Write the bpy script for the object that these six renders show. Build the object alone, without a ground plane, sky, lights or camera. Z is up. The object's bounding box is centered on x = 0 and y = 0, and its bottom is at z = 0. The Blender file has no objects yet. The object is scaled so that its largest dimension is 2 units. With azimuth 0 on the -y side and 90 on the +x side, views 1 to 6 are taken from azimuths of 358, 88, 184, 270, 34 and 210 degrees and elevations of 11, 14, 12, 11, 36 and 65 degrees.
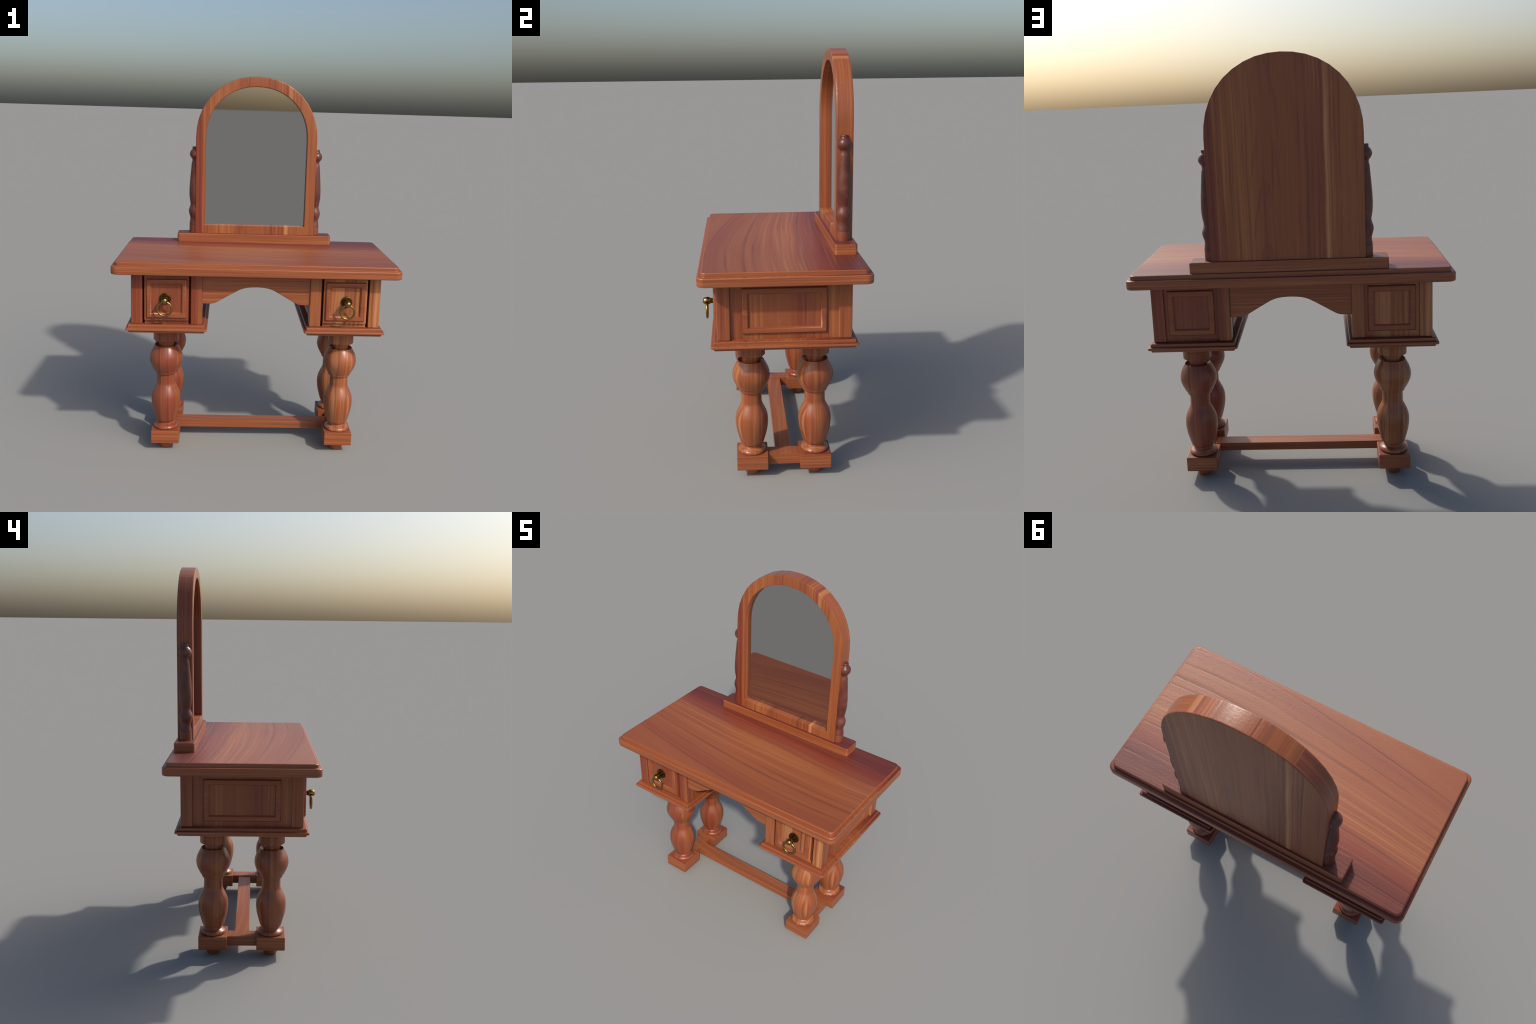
"""Wooden dressing table: two panelled drawer pedestals on turned legs, a moulded
top, a scalloped apron and an arched mirror between two turned posts.
Every mesh keeps its origin at the world origin, so Object coordinates are metres
in the piece of furniture and the wood figure runs through all the parts."""
import bpy, bmesh, math
from mathutils import Vector

# ------------------------------------------------------------------ utilities
def lin(r, g, b):
    f = lambda c: c / 12.92 if c <= 0.04045 else ((c + 0.055) / 1.055) ** 2.4
    return (f(r / 255), f(g / 255), f(b / 255), 1.0)


class Nodes:
    """Small helper for wiring shader nodes."""
    def __init__(self, name):
        self.mat = bpy.data.materials.new(name)
        self.mat.use_nodes = True
        self.t = self.mat.node_tree
        self.bsdf = self.t.nodes["Principled BSDF"]

    def new(self, kind, **props):
        n = self.t.nodes.new(kind)
        for k, v in props.items():
            setattr(n, k, v)
        return n

    def put(self, socket, value):
        if hasattr(value, "links"):
            self.t.links.new(value, socket)
        else:
            socket.default_value = value

    def math(self, op, a, b=0.0, c=None, clamp=False):
        n = self.new("ShaderNodeMath", operation=op, use_clamp=clamp)
        self.put(n.inputs[0], a)
        self.put(n.inputs[1], b)
        if c is not None:
            self.put(n.inputs[2], c)
        return n.outputs[0]

    def vec(self, x, y, z=0.0):
        n = self.new("ShaderNodeCombineXYZ")
        for s, v in zip(n.inputs, (x, y, z)):
            self.put(s, v)
        return n.outputs[0]

    def noise(self, vector, scale=1.0, detail=2.0, rough=0.5, distortion=0.0):
        n = self.new("ShaderNodeTexNoise")
        self.put(n.inputs["Vector"], vector)
        n.inputs["Scale"].default_value = scale
        n.inputs["Detail"].default_value = detail
        n.inputs["Roughness"].default_value = rough
        n.inputs["Distortion"].default_value = distortion
        return n.outputs["Fac"]

    def ramp(self, fac, stops, interpolation="LINEAR"):
        n = self.new("ShaderNodeValToRGB")
        e = n.color_ramp.elements
        n.color_ramp.interpolation = interpolation
        stops = sorted(stops, key=lambda s: s[0])
        e[0].position, e[0].color = stops[0]
        e[1].position, e[1].color = stops[-1]
        for p, c in stops[1:-1]:
            e.new(p).color = c
        self.put(n.inputs[0], fac)
        return n.outputs[0]

    def band(self, fac, lo, hi):
        n = self.new("ShaderNodeMapRange")
        n.interpolation_type = "SMOOTHSTEP"
        self.put(n.inputs["Value"], fac)
        self.put(n.inputs["From Min"], lo)
        self.put(n.inputs["From Max"], hi)
        return n.outputs["Result"]

    def mix(self, fac, a, b, blend="MIX"):
        n = self.new("ShaderNodeMix", data_type="RGBA", blend_type=blend)
        self.put(n.inputs[0], fac)
        self.put(n.inputs[6], a)
        self.put(n.inputs[7], b)
        return n.outputs[2]


# ------------------------------------------------------------------ wood
# heartwood hues
RED = lin(121, 51, 33)
DEEP = lin(96, 38, 30)
CHERRY = lin(125, 57, 36)
RUST = lin(130, 65, 40)
OCHRE = lin(136, 72, 42)
AMBER = lin(140, 76, 43)
HONEY = lin(150, 87, 49)
TAN = lin(166, 106, 66)
PALE = lin(190, 130, 84)

# bands across the plank that the upright pieces are cut from (metres, hue)
UPRIGHT_BANDS = [
    (-0.72, RUST), (-0.625, RED), (-0.595, CHERRY), (-0.565, AMBER), (-0.53, RUST), (-0.47, RUST), (-0.43, CHERRY),
    (-0.39, RUST), (-0.35, RED), (-0.312, RED), (-0.295, AMBER), (-0.22, HONEY), (-0.15, HONEY), (-0.08, AMBER),
    (0.05, AMBER), (0.07, OCHRE), (0.105, AMBER), (0.135, AMBER), (0.168, RUST), (0.178, PALE),
    (0.190, TAN), (0.198, AMBER), (0.26, HONEY), (0.36, AMBER), (0.40, TAN), (0.44, TAN), (0.455, AMBER),
    (0.50, HONEY), (0.58, TAN), (0.598, AMBER), (0.613, PALE), (0.640, HONEY)]
UPRIGHT_LINES = [-0.492, -0.452, -0.405, -0.318, -0.271, -0.086, -0.048, 0.0635, 0.0995, 0.239, 0.311, 0.505]
# the cheeks and the sides of the legs come from a plainer plank
SIDE_BANDS = [
    (-0.36, RUST), (-0.28, RUST), (-0.24, AMBER), (-0.15, AMBER), (-0.11, HONEY), (-0.09, OCHRE), (-0.02, AMBER), (0.04, OCHRE),
    (0.065, CHERRY), (0.10, RUST), (0.15, AMBER), (0.20, AMBER), (0.225, HONEY), (0.26, AMBER), (0.36, AMBER)]
SIDE_LINES = [-0.275, -0.215, -0.185, -0.111, -0.0377, 0.0416, 0.0983, 0.135, 0.170, 0.262]
SIDE_STRIPES = [(-0.36, 0.5), (-0.12, 0.7), (-0.08, 0.3), (0.10, 0.3), (0.14, 0.7), (0.36, 0.6)]
# where the plank is finely striped rather than plain
UPRIGHT_STRIPES = [(-0.70, 0.25), (-0.33, 0.35), (-0.28, 0.9), (-0.16, 0.8), (-0.12, 0.2), (0.09, 0.3), (0.12, 1.0), (0.20, 0.9),
                   (0.24, 0.3), (0.36, 0.5), (0.40, 1.0), (0.70, 1.0)]
# bands from the front to the back of the table top
TOP_BANDS = [
    (-0.50, AMBER), (-0.36, AMBER), (-0.28, RUST), (-0.24, AMBER), (-0.13, AMBER), (-0.080, AMBER), (-0.066, HONEY),
    (-0.052, AMBER), (-0.03, AMBER), (0.03, HONEY), (0.08, AMBER), (0.12, RUST), (0.17, RED), (0.26, DEEP), (0.45, DEEP)]
TOP_LINES = [-0.318, -0.228, -0.150, -0.108, 0.118, 0.215, 0.275]
TOP_STRIPES = [(-0.50, 0.12), (-0.10, 0.15), (-0.04, 0.55), (0.07, 0.7), (0.13, 0.3), (0.45, 0.2)]
# layers up the height, seen on the edges of boards laid flat
EDGE_BANDS = [(0.0, AMBER), (0.5, AMBER), (1.1, AMBER)]
EDGE_STRIPES = [(0.0, 0.75), (1.1, 0.75)]
TRIM_BANDS = [(0.0, RUST), (0.70, RUST), (0.78, AMBER), (0.84, RUST), (0.90, AMBER), (1.1, RUST)]
TRIM_STRIPES = [(0.0, 0.28), (1.1, 0.28)]


def wood(name, cross, grain, bands, lines, stripes, flip=False, cathedral=None, edge=False, sweep=False, red=0.20, gloss=0.33, relief=0.55):
    """Varnished cherry wood: `cross` is the axis the figure varies along and
    `grain` the axis the fibres run along."""
    k = Nodes(name)
    sep = k.new("ShaderNodeSeparateXYZ")
    tc = k.new("ShaderNodeTexCoord")
    k.t.links.new(tc.outputs["Object"], sep.inputs[0])
    ax = dict(x=sep.outputs[0], y=sep.outputs[1], z=sep.outputs[2])
    c = k.math("MULTIPLY", ax[cross], -1.0) if flip else ax[cross]
    if edge:                                    # fibres run along both level axes
        g = k.math("ADD", ax["x"], k.math("MULTIPLY", ax["y"], 0.9))
    else:
        g = ax[grain]
    third = [a for a in "xyz" if a not in (cross, grain)][0]
    depth = k.math("MULTIPLY", ax[third], 0.15)
    if sweep:                                   # the figure of the top bows across the board
        bow = k.math("MULTIPLY", g, k.math("SUBTRACT", 0.11, k.math("MULTIPLY", g, 0.12)))
        c = k.math("ADD", c, k.math("MULTIPLY", bow, k.math("SUBTRACT", 0.65, k.math("MULTIPLY", c, 1.3))))
    # the fibres wander slowly
    wob = k.noise(k.vec(k.math("MULTIPLY", c, 3.0), k.math("MULTIPLY", g, 1.3), depth), 1.0, 2.0)
    c = k.math("ADD", c, k.math("MULTIPLY", k.math("SUBTRACT", wob, 0.5), 0.012 if edge else 0.035))
    lo, hi = bands[0][0], bands[-1][0]
    t = k.math("DIVIDE", k.math("SUBTRACT", c, lo), hi - lo)
    col = k.ramp(t, [((p - lo) / (hi - lo), h) for p, h in bands])
    # broad cloudy change of hue
    cloud = k.noise(k.vec(k.math("MULTIPLY", c, 9.0), k.math("MULTIPLY", g, 1.6), depth), 1.0, 3.0)
    col = k.mix(k.math("MULTIPLY", k.band(cloud, 0.45, 0.75), red), col, RED)
    amount = k.ramp(t, [((p - lo) / (hi - lo), (v, v, v, 1)) for p, v in stripes])
    # fine streaks
    s1 = k.noise(k.vec(k.math("MULTIPLY", c, 90.0 if not edge else 110.0), k.math("MULTIPLY", g, 1.1), depth), 1.0, 3.0, 0.6)
    s2 = k.noise(k.vec(k.math("MULTIPLY", c, 330.0), k.math("MULTIPLY", g, 5.0), depth), 1.0, 2.0)
    col = k.mix(k.math("MULTIPLY", k.math("MULTIPLY", k.band(s1, 0.48, 0.68), amount), 0.55), col, lin(100, 46, 30))
    col = k.mix(k.math("MULTIPLY", k.math("MULTIPLY", k.band(s1, 0.50, 0.32), amount), 0.50), col, lin(182, 118, 72))
    col = k.mix(k.math("MULTIPLY", k.band(s2, 0.55, 0.85), 0.18), col, lin(88, 40, 28))
    # annual-ring lines with a soft side and a crisp side
    dark = None
    for i, p in enumerate(lines):
        d = k.math("SUBTRACT", c, p)
        wide = 0.012 + 0.006 * ((i * 7) % 3)
        m = k.math("MULTIPLY", k.band(d, -wide, -0.0005), k.band(d, 0.004, 0.0))
        dark = m if dark is None else k.math("MAXIMUM", dark, m)
    if cathedral:
        c0, g0, curve, pitch = cathedral
        q = k.math("SUBTRACT", c, c0)
        q2 = k.math("MULTIPLY", k.math("MULTIPLY", q, q), curve)
        ph = k.math("FRACT", k.math("DIVIDE", k.math("ADD", k.math("SUBTRACT", g, g0), q2), pitch))
        m = k.math("MULTIPLY", k.band(ph, 0.55, 0.97), k.band(ph, 1.0, 0.97))
        m = k.math("MULTIPLY", m, k.band(k.math("ABSOLUTE", q), 0.085, 0.05))
        m = k.math("MULTIPLY", m, 0.7)
        dark = m if dark is None else k.math("MAXIMUM", dark, m)
    if dark is not None:
        fade = k.noise(k.vec(k.math("MULTIPLY", c, 14.0), k.math("MULTIPLY", g, 2.6), depth), 1.0, 1.0)
        dark = k.math("MULTIPLY", dark, k.band(fade, 0.30, 0.66))
        col = k.mix(k.math("MULTIPLY", dark, 0.48), col, lin(88, 38, 30))
    # pores: short dark flecks along the fibres
    pore = k.noise(k.vec(k.math("MULTIPLY", c, 420.0), k.math("MULTIPLY", g, 40.0), k.math("MULTIPLY", depth, 90.0)), 1.0, 1.0)
    pit = k.band(pore, 0.70, 0.80)
    col = k.mix(k.math("MULTIPLY", pit, 0.35), col, lin(84, 36, 26))
    k.put(k.bsdf.inputs["Base Color"], col)
    rough = k.math("ADD", gloss - 0.04, k.math("MULTIPLY", s1, 0.10))
    k.put(k.bsdf.inputs["Roughness"], rough)
    k.bsdf.inputs["Specular IOR Level"].default_value = 0.5
    orange_peel = k.noise(tc.outputs["Object"], 120.0, 1.0)
    h = k.math("SUBTRACT", k.math("MULTIPLY", s1, amount), k.math("MULTIPLY", pit, 0.4))
    h = k.math("ADD", h, k.math("MULTIPLY", orange_peel, 0.25))
    if dark is not None:
        h = k.math("SUBTRACT", h, k.math("MULTIPLY", dark, 0.5))
    bump = k.new("ShaderNodeBump")
    bump.inputs["Strength"].default_value = relief
    bump.inputs["Distance"].default_value = 0.002
    k.put(bump.inputs["Height"], h)
    k.put(k.bsdf.inputs["Normal"], bump.outputs[0])
    return k.mat


CATH = (-0.085, 1.74, 62.0, 0.27)
UP = (UPRIGHT_BANDS, UPRIGHT_LINES, UPRIGHT_STRIPES)
SIDE = (SIDE_BANDS, SIDE_LINES, SIDE_STRIPES)
FRONT = wood("cherry_upright_front", "x", "z", *UP, cathedral=CATH)
BACK = wood("cherry_upright_back", "x", "z", *UP, flip=True, cathedral=CATH)
RIGHT = wood("cherry_upright_right", "y", "z", *SIDE)
LEFT = wood("cherry_upright_left", "y", "z", *SIDE, flip=True)
LEVEL = wood("cherry_level_face", "y", "x", TOP_BANDS, TOP_LINES, TOP_STRIPES, sweep=True, red=0.2, gloss=0.46)
EDGE = wood("cherry_level_edge", "z", "x", EDGE_BANDS, [], EDGE_STRIPES, edge=True, red=0.15, gloss=0.36)
TRIM = wood("cherry_trim", "z", "x", TRIM_BANDS, [], TRIM_STRIPES, edge=True, red=0.3, gloss=0.36, relief=0.15)
UPRIGHT_SET = [FRONT, BACK, RIGHT, LEFT, LEVEL]
TURNED_SET = [FRONT, BACK, RIGHT, LEFT, FRONT]
LEVEL_SET = [EDGE, LEVEL]
TRIM_SET = [TRIM, TRIM]


def dark_cherry(name, low, mid, high):
    k = Nodes(name)
    tc = k.new("ShaderNodeTexCoord")
    o = tc.outputs["Object"]
    a = k.noise(o, 16.0, 4.0, 0.6)
    b = k.noise(o, 90.0, 2.0)
    col = k.ramp(a, [(0.3, low), (0.5, mid), (0.70, high)])
    col = k.mix(k.math("MULTIPLY", k.band(b, 0.52, 0.72), 0.3), col, lin(112, 42, 30))
    k.put(k.bsdf.inputs["Base Color"], col)
    k.bsdf.inputs["Roughness"].default_value = 0.36
    return k.mat


def brass(name, dull, bright, rough):
    k = Nodes(name)
    tc = k.new("ShaderNodeTexCoord")
    a = k.noise(tc.outputs["Object"], 60.0, 3.0)
    col = k.ramp(a, [(0.3, dull), (0.7, bright)])
    k.put(k.bsdf.inputs["Base Color"], col)
    k.bsdf.inputs["Metallic"].default_value = 1.0
    k.put(k.bsdf.inputs["Roughness"], k.math("ADD", rough, k.math("MULTIPLY", a, 0.1)))
    return k.mat


def silvered_glass():
    k = Nodes("silvered_glass")
    k.bsdf.inputs["Base Color"].default_value = (0.49, 0.49, 0.48, 1)
    k.bsdf.inputs["Metallic"].default_value = 1.0
    k.bsdf.inputs["Roughness"].default_value = 0.02
    return k.mat


SPINDLE = dark_cherry("dark_stained_cherry", lin(78, 37, 29), lin(92, 45, 36), lin(108, 64, 53))
SPINDLE_FOOT = dark_cherry("stained_cherry", lin(108, 52, 35), lin(116, 58, 38), lin(124, 68, 46))
BRASS = brass("aged_brass", lin(136, 111, 62), lin(156, 129, 76), 0.26)
DARK_BRASS = brass("dark_brass", lin(74, 60, 34), lin(96, 78, 44), 0.30)
GLASS = silvered_glass()

# ------------------------------------------------------------------ scene graph
root = bpy.data.objects.new("dressing_table", None)
bpy.context.collection.objects.link(root)
root["label"] = "carved reddish wooden dressing table with arched mirror"
root["category"] = "dressing table"


def upright_slot(n):
    if abs(n.z) > 0.8:
        return 4
    if abs(n.y) >= abs(n.x):
        return 0 if n.y < 0 else 1
    return 2 if n.x > 0 else 3


def level_slot(n):
    return 1 if abs(n.z) > 0.75 else 0


def add(name, bm, mats, parent=root, smooth=40):
    """Turn a bmesh into a named object; faces choose the material whose figure
    is laid out for the way they lie."""
    bmesh.ops.recalc_face_normals(bm, faces=bm.faces)
    me = bpy.data.meshes.new(name)
    bm.to_mesh(me)
    bm.free()
    for m in mats:
        me.materials.append(m)
    pick = {5: upright_slot, 2: level_slot}.get(len(mats))
    if pick:
        for p in me.polygons:
            p.material_index = pick(p.normal)
    if smooth:
        me.shade_smooth()
        me.set_sharp_from_angle(angle=math.radians(smooth))
    ob = bpy.data.objects.new(name, me)
    bpy.context.collection.objects.link(ob)
    ob.parent = parent
    if smooth:                                  # broad faces stay flat, bevels carry the turn
        wn = ob.modifiers.new("flat_faces", "WEIGHTED_NORMAL")
        wn.keep_sharp, wn.weight = True, 60
    return ob


def block(lo, hi, bevel=0.003, segments=2):
    bm = bmesh.new()
    bmesh.ops.create_cube(bm, size=1)
    for v in bm.verts:
        v.co = Vector([(a + b) / 2 + c * (b - a) for a, b, c in zip(lo, hi, v.co)])
    if bevel:
        bmesh.ops.bevel(bm, geom=bm.edges[:], offset=bevel, segments=segments, profile=0.5, affect="EDGES")
    return bm


def skin(rings, cap=True, closed=True):
    """Join rings of equal length with quads, capping first and last."""
    bm = bmesh.new()
    vs = [[bm.verts.new(p) for p in ring] for ring in rings]
    n = len(vs[0])
    for a, b in zip(vs, vs[1:]):
        for i in range(n if closed else n - 1):
            bm.faces.new((a[i], a[(i + 1) % n], b[(i + 1) % n], b[i]))
    if cap:
        bm.faces.new(vs[0])
        bm.faces.new(vs[-1])
    return bm


def lathe(profile, centre, segments=40, axis="z"):
    """Turn (radius, height) points about an upright axis (or one pointing to -y)."""
    rings = []
    for r, h in profile:
        ring = []
        for i in range(segments):
            a = 2 * math.pi * (i + 0.5) / segments
            if axis == "z":
                ring.append((centre[0] + r * math.cos(a), centre[1] + r * math.sin(a), centre[2] + h))
            else:
                ring.append((centre[0] + r * math.cos(a), centre[1] - h, centre[2] + r * math.sin(a)))
        rings.append(ring)
    return skin(rings)


def smooth_curve(pts, steps=5):
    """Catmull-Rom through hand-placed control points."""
    out = []
    p = [pts[0]] + list(pts) + [pts[-1]]
    for i in range(1, len(p) - 2):
        for s in range(steps):
            t = s / steps
            q = []
            for d in range(2):
                a, b, c, e = p[i - 1][d], p[i][d], p[i + 1][d], p[i + 2][d]
                q.append(0.5 * (2 * b + (c - a) * t + (2 * a - 5 * b + 4 * c - e) * t * t + (3 * b - a - 3 * c + e) * t ** 3))
            out.append(tuple(q))
    out.append(tuple(pts[-1]))
    return out


def rounded_rect(x0, x1, y0, y1, r, seg):
    out = []
    for cx, cy, a0 in ((x1 - r, y1 - r, 0), (x0 + r, y1 - r, 90), (x0 + r, y0 + r, 180), (x1 - r, y0 + r, 270)):
        for i in range(seg + 1):
            a = math.radians(a0 + 90 * i / seg)
            out.append((cx + r * math.cos(a), cy + r * math.sin(a)))
    return out


def moulded_board(x0, x1, y0, y1, radius, profile, seg=6):
    """Stack of rounded rectangles; profile = (inset, z)."""
    rings = []
    for d, z in profile:
        r = max(radius - d * 0.6, 0.003)
        rings.append([(x, y, z) for x, y in rounded_rect(x0 + d, x1 - d, y0 + d, y1 - d, r, seg)])
    return skin(rings)


def panel_frame(place, w, h, profile):
    """Mitred rectangular moulding; profile = (inset from outer edge, height off the panel)."""
    rings = []
    for d, up in profile:
        a, b = w / 2 - d, h / 2 - d
        rings.append([place(u, v, up) for u, v in ((-a, -b), (a, -b), (a, b), (-a, b))])
    return skin(rings, cap=False)


# ------------------------------------------------------------------ table top
W, D = 0.728, 0.380
add("tabletop", moulded_board(-W, W, -D, D, 0.034, [
    (0.007, 1.0025), (0.002, 1.0045), (0.0, 1.0095), (0.0, 1.0385), (0.0008, 1.0412), (0.0030, 1.0438), (0.0070, 1.0455),
    (0.0165, 1.0455), (0.0175, 1.0470), (0.0175, 1.0590), (0.0182, 1.0618), (0.0202, 1.0643), (0.0245, 1.0660)]), LEVEL_SET)

# ------------------------------------------------------------------ pedestals
PX, PW, PD = 0.455, 0.2072, 0.3293       # centre, half width and half depth of the base moulding
POST = 0.0585
for s in (-1, 1):
    cx = s * PX
    cab = add("pedestal_cabinet", block((cx - 0.1655, -0.2420, 0.731), (cx + 0.1655, 0.2880, 1.0035), 0), UPRIGHT_SET, smooth=0)
    add("base_moulding", moulded_board(cx - PW, cx + PW, -PD, PD, 0.010, [
        (0.022, 0.6890), (0.0165, 0.6905), (0.0140, 0.6950), (0.0140, 0.7025), (0.0030, 0.7025), (0.0, 0.7050),
        (0.0, 0.7115), (0.0012, 0.7142), (0.0050, 0.7165), (0.0125, 0.7165), (0.0125, 0.7270), (0.0138, 0.7300), (0.0180, 0.7325)], seg=2),
        LEVEL_SET, cab)
    for sx in (-1, 1):
        for sy in (-1, 1):
            ox, oy = cx + sx * 0.1805, sy * 0.3000
            ix, iy = ox - sx * POST, oy - sy * POST
            add("corner_post", block((min(ox, ix), min(oy, iy), 0.7322), (max(ox, ix), max(oy, iy), 1.0032), 0.0055), UPRIGHT_SET, cab)
    side = [(0, 0), (0, 0.0050), (0.0035, 0.0100), (0.0065, 0.0115), (0.0215, 0.0115), (0.0240, 0.0105), (0.0295, 0.0015), (0.0297, 0)]
    for sx in (-1, 1):                                   # outer and inner cheeks
        face = cx + sx * 0.1655
        add("panel_frame", panel_frame(lambda u, v, up: (face + sx * (up - 0.0003), u, 0.8655 + v), 0.3775, 0.2100, side), TRIM_SET, cab)
    add("panel_frame", panel_frame(lambda u, v, up: (cx + u, 0.2877 + up, 0.8680 + v), 0.2140, 0.2120, side), TRIM_SET, cab)

    # drawer with its raised frame
    drawer = add("drawer", block((cx - 0.1120, -0.3045, 0.7545), (cx + 0.1120, -0.2800, 0.9865), 0.0025), UPRIGHT_SET)
    add("drawer_box", block((cx - 0.1115, -0.2905, 0.7335), (cx + 0.1115, -0.2415, 1.0030), 0.001), UPRIGHT_SET, drawer)
    front = [(0, 0), (0, 0.0050), (0.0035, 0.0105), (0.0065, 0.0118), (0.0190, 0.0118), (0.0215, 0.0110), (0.0285, 0.0015), (0.0290, 0)]
    add("drawer_frame", panel_frame(lambda u, v, up: (cx + u, -0.3040 - up, 0.8700 + v), 0.2030, 0.2020, front), TRIM_SET, drawer)

    # brass pull: rose, pierced knob and ring
    hx, hz = s * 0.4615, 0.8690
    rose = lathe([(0.0005, 0.0), (0.0285, 0.0), (0.0297, 0.0020), (0.0297, 0.0045), (0.0288, 0.0070), (0.0265, 0.0083),
                  (0.0235, 0.0086), (0.0125, 0.0080), (0.0118, 0.0100), (0.0115, 0.0150), (0.0110, 0.0210), (0.0122, 0.0252),
                  (0.0005, 0.0252)], (hx, -0.3040, hz), 32, "y")
    knob = lathe([(0.0005, 0.0245), (0.0118, 0.0245), (0.0125, 0.0255), (0.0155, 0.0300), (0.0174, 0.0355), (0.0178, 0.0410),
                  (0.0174, 0.0470), (0.0160, 0.0530), (0.0130, 0.0580), (0.0080, 0.0612), (0.0005, 0.0622)], (hx, -0.3040, hz), 32, "y")
    pull = add("drawer_pull", knob, [BRASS])
    add("pull_rose", rose, [DARK_BRASS], pull)
    cutter_mesh = lathe([(0.0078, -0.03), (0.0078, 0.03)], (0, 0, 0), 20)
    bmesh.ops.rotate(cutter_mesh, verts=cutter_mesh.verts, cent=(0, 0, 0),
                     matrix=__import__("mathutils").Matrix.Rotation(math.pi / 2, 3, "Y"))
    bmesh.ops.translate(cutter_mesh, verts=cutter_mesh.verts, vec=(hx, -0.3465, hz - 0.0035))
    cutter = add("cutter", cutter_mesh, [BRASS], None, 0)
    mod = pull.modifiers.new("pierce", "BOOLEAN")
    mod.object, mod.operation, mod.solver = cutter, "DIFFERENCE", "EXACT"
    dg = bpy.context.evaluated_depsgraph_get()
    dg.update()
    pierced = bpy.data.meshes.new_from_object(pull.evaluated_get(dg))
    pull.modifiers.clear()
    pull.data = pierced
    pull.data.shade_smooth()
    pull.data.set_sharp_from_angle(angle=math.radians(40))
    bpy.data.objects.remove(cutter)
    rings = []
    R, r0, zc = 0.0358, 0.0053, 0.8260
    for i in range(48):
        a = 2 * math.pi * i / 48
        rings.append([(hx + (R + r0 * math.cos(b)) * math.cos(a), -0.3465 + r0 * math.sin(b), zc + (R + r0 * math.cos(b)) * math.sin(a))
                      for b in (2 * math.pi * j / 14 for j in range(14))])
    rings.append(rings[0])
    ring = skin(rings, cap=False)
    bmesh.ops.remove_doubles(ring, verts=ring.verts, dist=1e-6)
    add("pull_ring", ring, [BRASS], pull)

# ------------------------------------------------------------------ aprons
half = smooth_curve([(0.0, 0.9322), (0.030, 0.9308), (0.058, 0.9268), (0.085, 0.9178), (0.110, 0.9045), (0.150, 0.8815),
                     (0.190, 0.8580), (0.206, 0.8495), (0.219, 0.8447), (0.236, 0.8425), (0.256, 0.8423), (0.2885, 0.8423)], 4)
outline = [(-x, z) for x, z in reversed(half)] + half[1:]
for y0, y1 in ((-0.2900, -0.2480), (0.2480, 0.2900)):
    b = 0.0025
    def ring_at(y, inset):
        low = [(x, y, z + inset) for x, z in outline]
        high = [(x, y, 1.0032) for x, z in reversed(outline)]
        return low + high
    add("apron", skin([ring_at(y0, b), ring_at(y0 + b, 0), ring_at(y1 - b, 0), ring_at(y1, b)]), LEVEL_SET, smooth=30)

# ------------------------------------------------------------------ turned legs and stretchers
LX, LY = 0.4668, 0.1505
VASE = [(0.0545, 0.1600), (0.0575, 0.1680), (0.0655, 0.1960), (0.0735, 0.2280), (0.0772, 0.2560), (0.0779, 0.2770),
        (0.0758, 0.3000), (0.0700, 0.3200), (0.0610, 0.3400), (0.0530, 0.3560), (0.0492, 0.3670), (0.0484, 0.3780)]
BULB = [(0.0672, 0.4448), (0.0735, 0.4580), (0.0812, 0.4740), (0.0866, 0.4920), (0.0880, 0.5080), (0.0858, 0.5260),
        (0.0798, 0.5440), (0.0712, 0.5615), (0.0624, 0.5770)]
LEG = ([(0.0005, 0.1155), (0.0590, 0.1155), (0.0645, 0.1172), (0.0672, 0.1215), (0.0668, 0.1270), (0.0625, 0.1330), (0.0560, 0.1375),
        (0.0490, 0.1410), (0.0455, 0.1450), (0.0450, 0.1535), (0.0520, 0.1570)] + smooth_curve(VASE, 3) +
       [(0.0482, 0.4230), (0.0548, 0.4232), (0.0572, 0.4255), (0.0590, 0.4310), (0.0610, 0.4370), (0.0625, 0.4410), (0.0632, 0.4440)] + smooth_curve(BULB, 3) +
       [(0.0612, 0.5795), (0.0598, 0.5788), (0.0510, 0.5720), (0.0440, 0.5680), (0.0415, 0.5700), (0.0405, 0.5750), (0.0405, 0.6080),
        (0.0655, 0.6080), (0.0678, 0.6100), (0.0678, 0.6445), (0.0668, 0.6462), (0.0660, 0.6475), (0.0660, 0.6895)])
FOOT = [(0.0005, 0.0), (0.0305, 0.0), (0.0330, 0.0025), (0.0375, 0.0140), (0.0420, 0.0250), (0.0432, 0.0330), (0.0432, 0.0440)]
for sx in (-1, 1):
    for sy in (-1, 1):
        c = (sx * LX, sy * LY, 0)
        leg = add("leg", lathe(LEG, c, 36), TURNED_SET, smooth=35)
        add("plinth", block((c[0] - 0.0745, c[1] - 0.0745, 0.0433), (c[0] + 0.0745, c[1] + 0.0745, 0.1160), 0.005), LEVEL_SET, leg)
        add("foot", lathe(FOOT, c, 28), [EDGE], leg, smooth=35)
for sx in (-1, 1):
    add("side_stretcher", block((sx * LX - 0.0375, -0.0800, 0.0535), (sx * LX + 0.0375, 0.0800, 0.1060), 0.002), LEVEL_SET)
add("long_stretcher", block((-0.4350, -0.0375, 0.0580), (0.4350, 0.0375, 0.0995), 0.002), LEVEL_SET)

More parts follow.
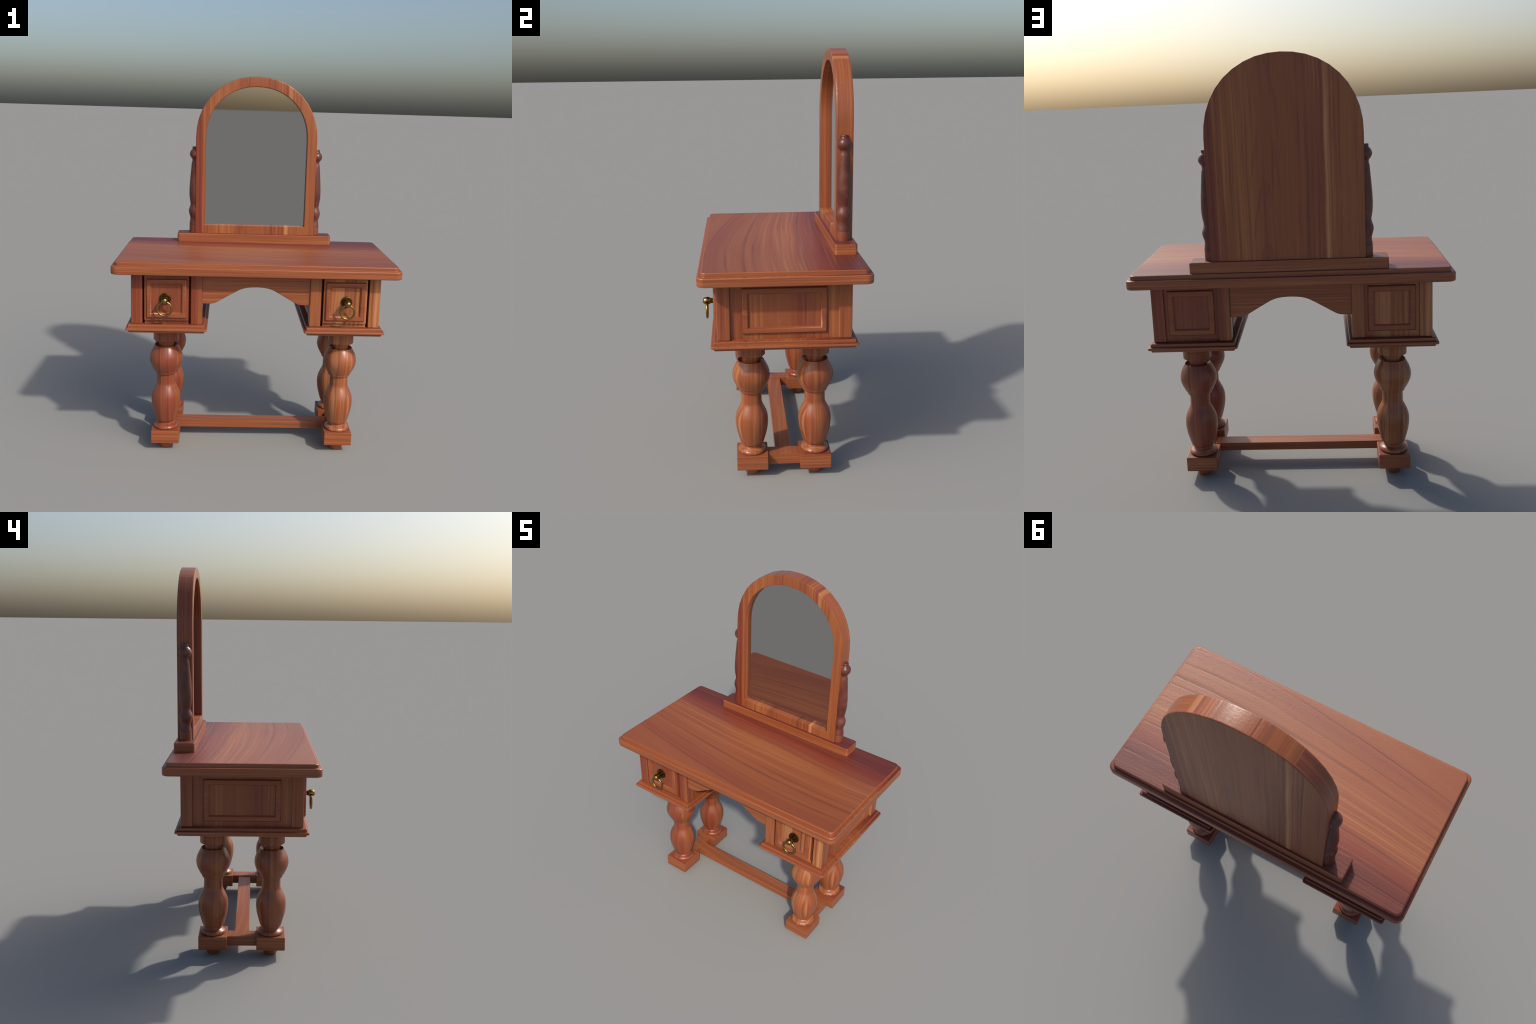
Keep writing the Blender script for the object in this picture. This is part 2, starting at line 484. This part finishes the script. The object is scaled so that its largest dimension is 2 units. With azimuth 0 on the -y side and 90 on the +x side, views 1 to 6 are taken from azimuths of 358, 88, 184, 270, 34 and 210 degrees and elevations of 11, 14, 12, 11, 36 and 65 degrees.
# ------------------------------------------------------------------ mirror
add("mirror_base", moulded_board(-0.4402, 0.4402, 0.2449, 0.3514, 0.012, [
    (0.0, 1.0650), (0.0, 1.1095), (0.0018, 1.1140), (0.0060, 1.1158)], seg=4), LEVEL_SET)

ARC_Z, ARC_R, SILL, SEG = 1.658, 0.342, 1.1155, 20


def arch(r, base, y):
    pts = [(-r, y, base)]
    for i in range(SEG + 1):
        a = math.pi - math.pi * i / SEG
        x, z = math.cos(a), math.sin(a)
        k = (abs(x) ** 2.1 + abs(z) ** 2.1) ** (-1 / 2.1)       # shoulders a little fuller than a circle
        pts.append((r * x * k, y, ARC_Z + r * z * k))
    return pts + [(r, y, base)]


F, B, IN = 0.2600, 0.3405, 0.2868
frame = skin([arch(ARC_R - 0.005, SILL, B), arch(ARC_R - 0.0015, SILL, B - 0.0015), arch(ARC_R, SILL, B - 0.005),
              arch(ARC_R, SILL, F + 0.007), arch(ARC_R - 0.002, SILL, F + 0.002), arch(ARC_R - 0.007, SILL, F),
              arch(IN + 0.004, 1.1640 - 0.004, F), arch(IN + 0.001, 1.1640 - 0.001, F + 0.0015), arch(IN, 1.1640, F + 0.005),
              arch(IN, 1.1640, 0.2960)])
mirror = add("mirror_frame", frame, TURNED_SET, smooth=35)
glass = skin([arch(IN + 0.0008, 1.1632, 0.2955), arch(IN + 0.0008, 1.1632, 0.2925), arch(IN - 0.0004, 1.1645, 0.2920)])
add("mirror_glass", glass, [GLASS], mirror, smooth=0)

SP_BASE = [(0.0005, 1.1150), (0.0302, 1.1150), (0.0305, 1.1160), (0.0305, 1.1560), (0.0290, 1.1600), (0.0005, 1.1600)]
SP = [(0.0305, 1.1595), (0.0300, 1.1680), (0.0278, 1.1820), (0.0266, 1.1940), (0.0282, 1.2060), (0.0325, 1.2200), (0.0354, 1.2340),
      (0.0345, 1.2480), (0.0300, 1.2620), (0.0265, 1.2750), (0.0270, 1.2860), (0.0300, 1.3020), (0.0325, 1.3220), (0.0336, 1.3450),
      (0.0330, 1.3750), (0.0305, 1.4150), (0.0262, 1.4650), (0.0222, 1.5120)]
SP_TOP = [(0.0188, 1.5300), (0.0205, 1.5370), (0.0280, 1.5460), (0.0328, 1.5560), (0.0336, 1.5640), (0.0318, 1.5740), (0.0260, 1.5840),
          (0.0205, 1.5900), (0.0182, 1.5950)]
for sx in (-1, 1):
    post = add("mirror_post", lathe([(0.0005, 1.1595)] + smooth_curve(SP, 3) + [(0.0212, 1.5175), (0.0190, 1.5215)] + smooth_curve(SP_TOP, 3) +
               [(0.0188, 1.5965), (0.0188, 1.6030), (0.0170, 1.6052), (0.0005, 1.6052)], (sx * 0.344, 0.2972, 0), 32), [SPINDLE], smooth=40)
    add("post_foot", lathe(SP_BASE, (sx * 0.344, 0.2972, 0), 32), [SPINDLE_FOOT], post, smooth=40)
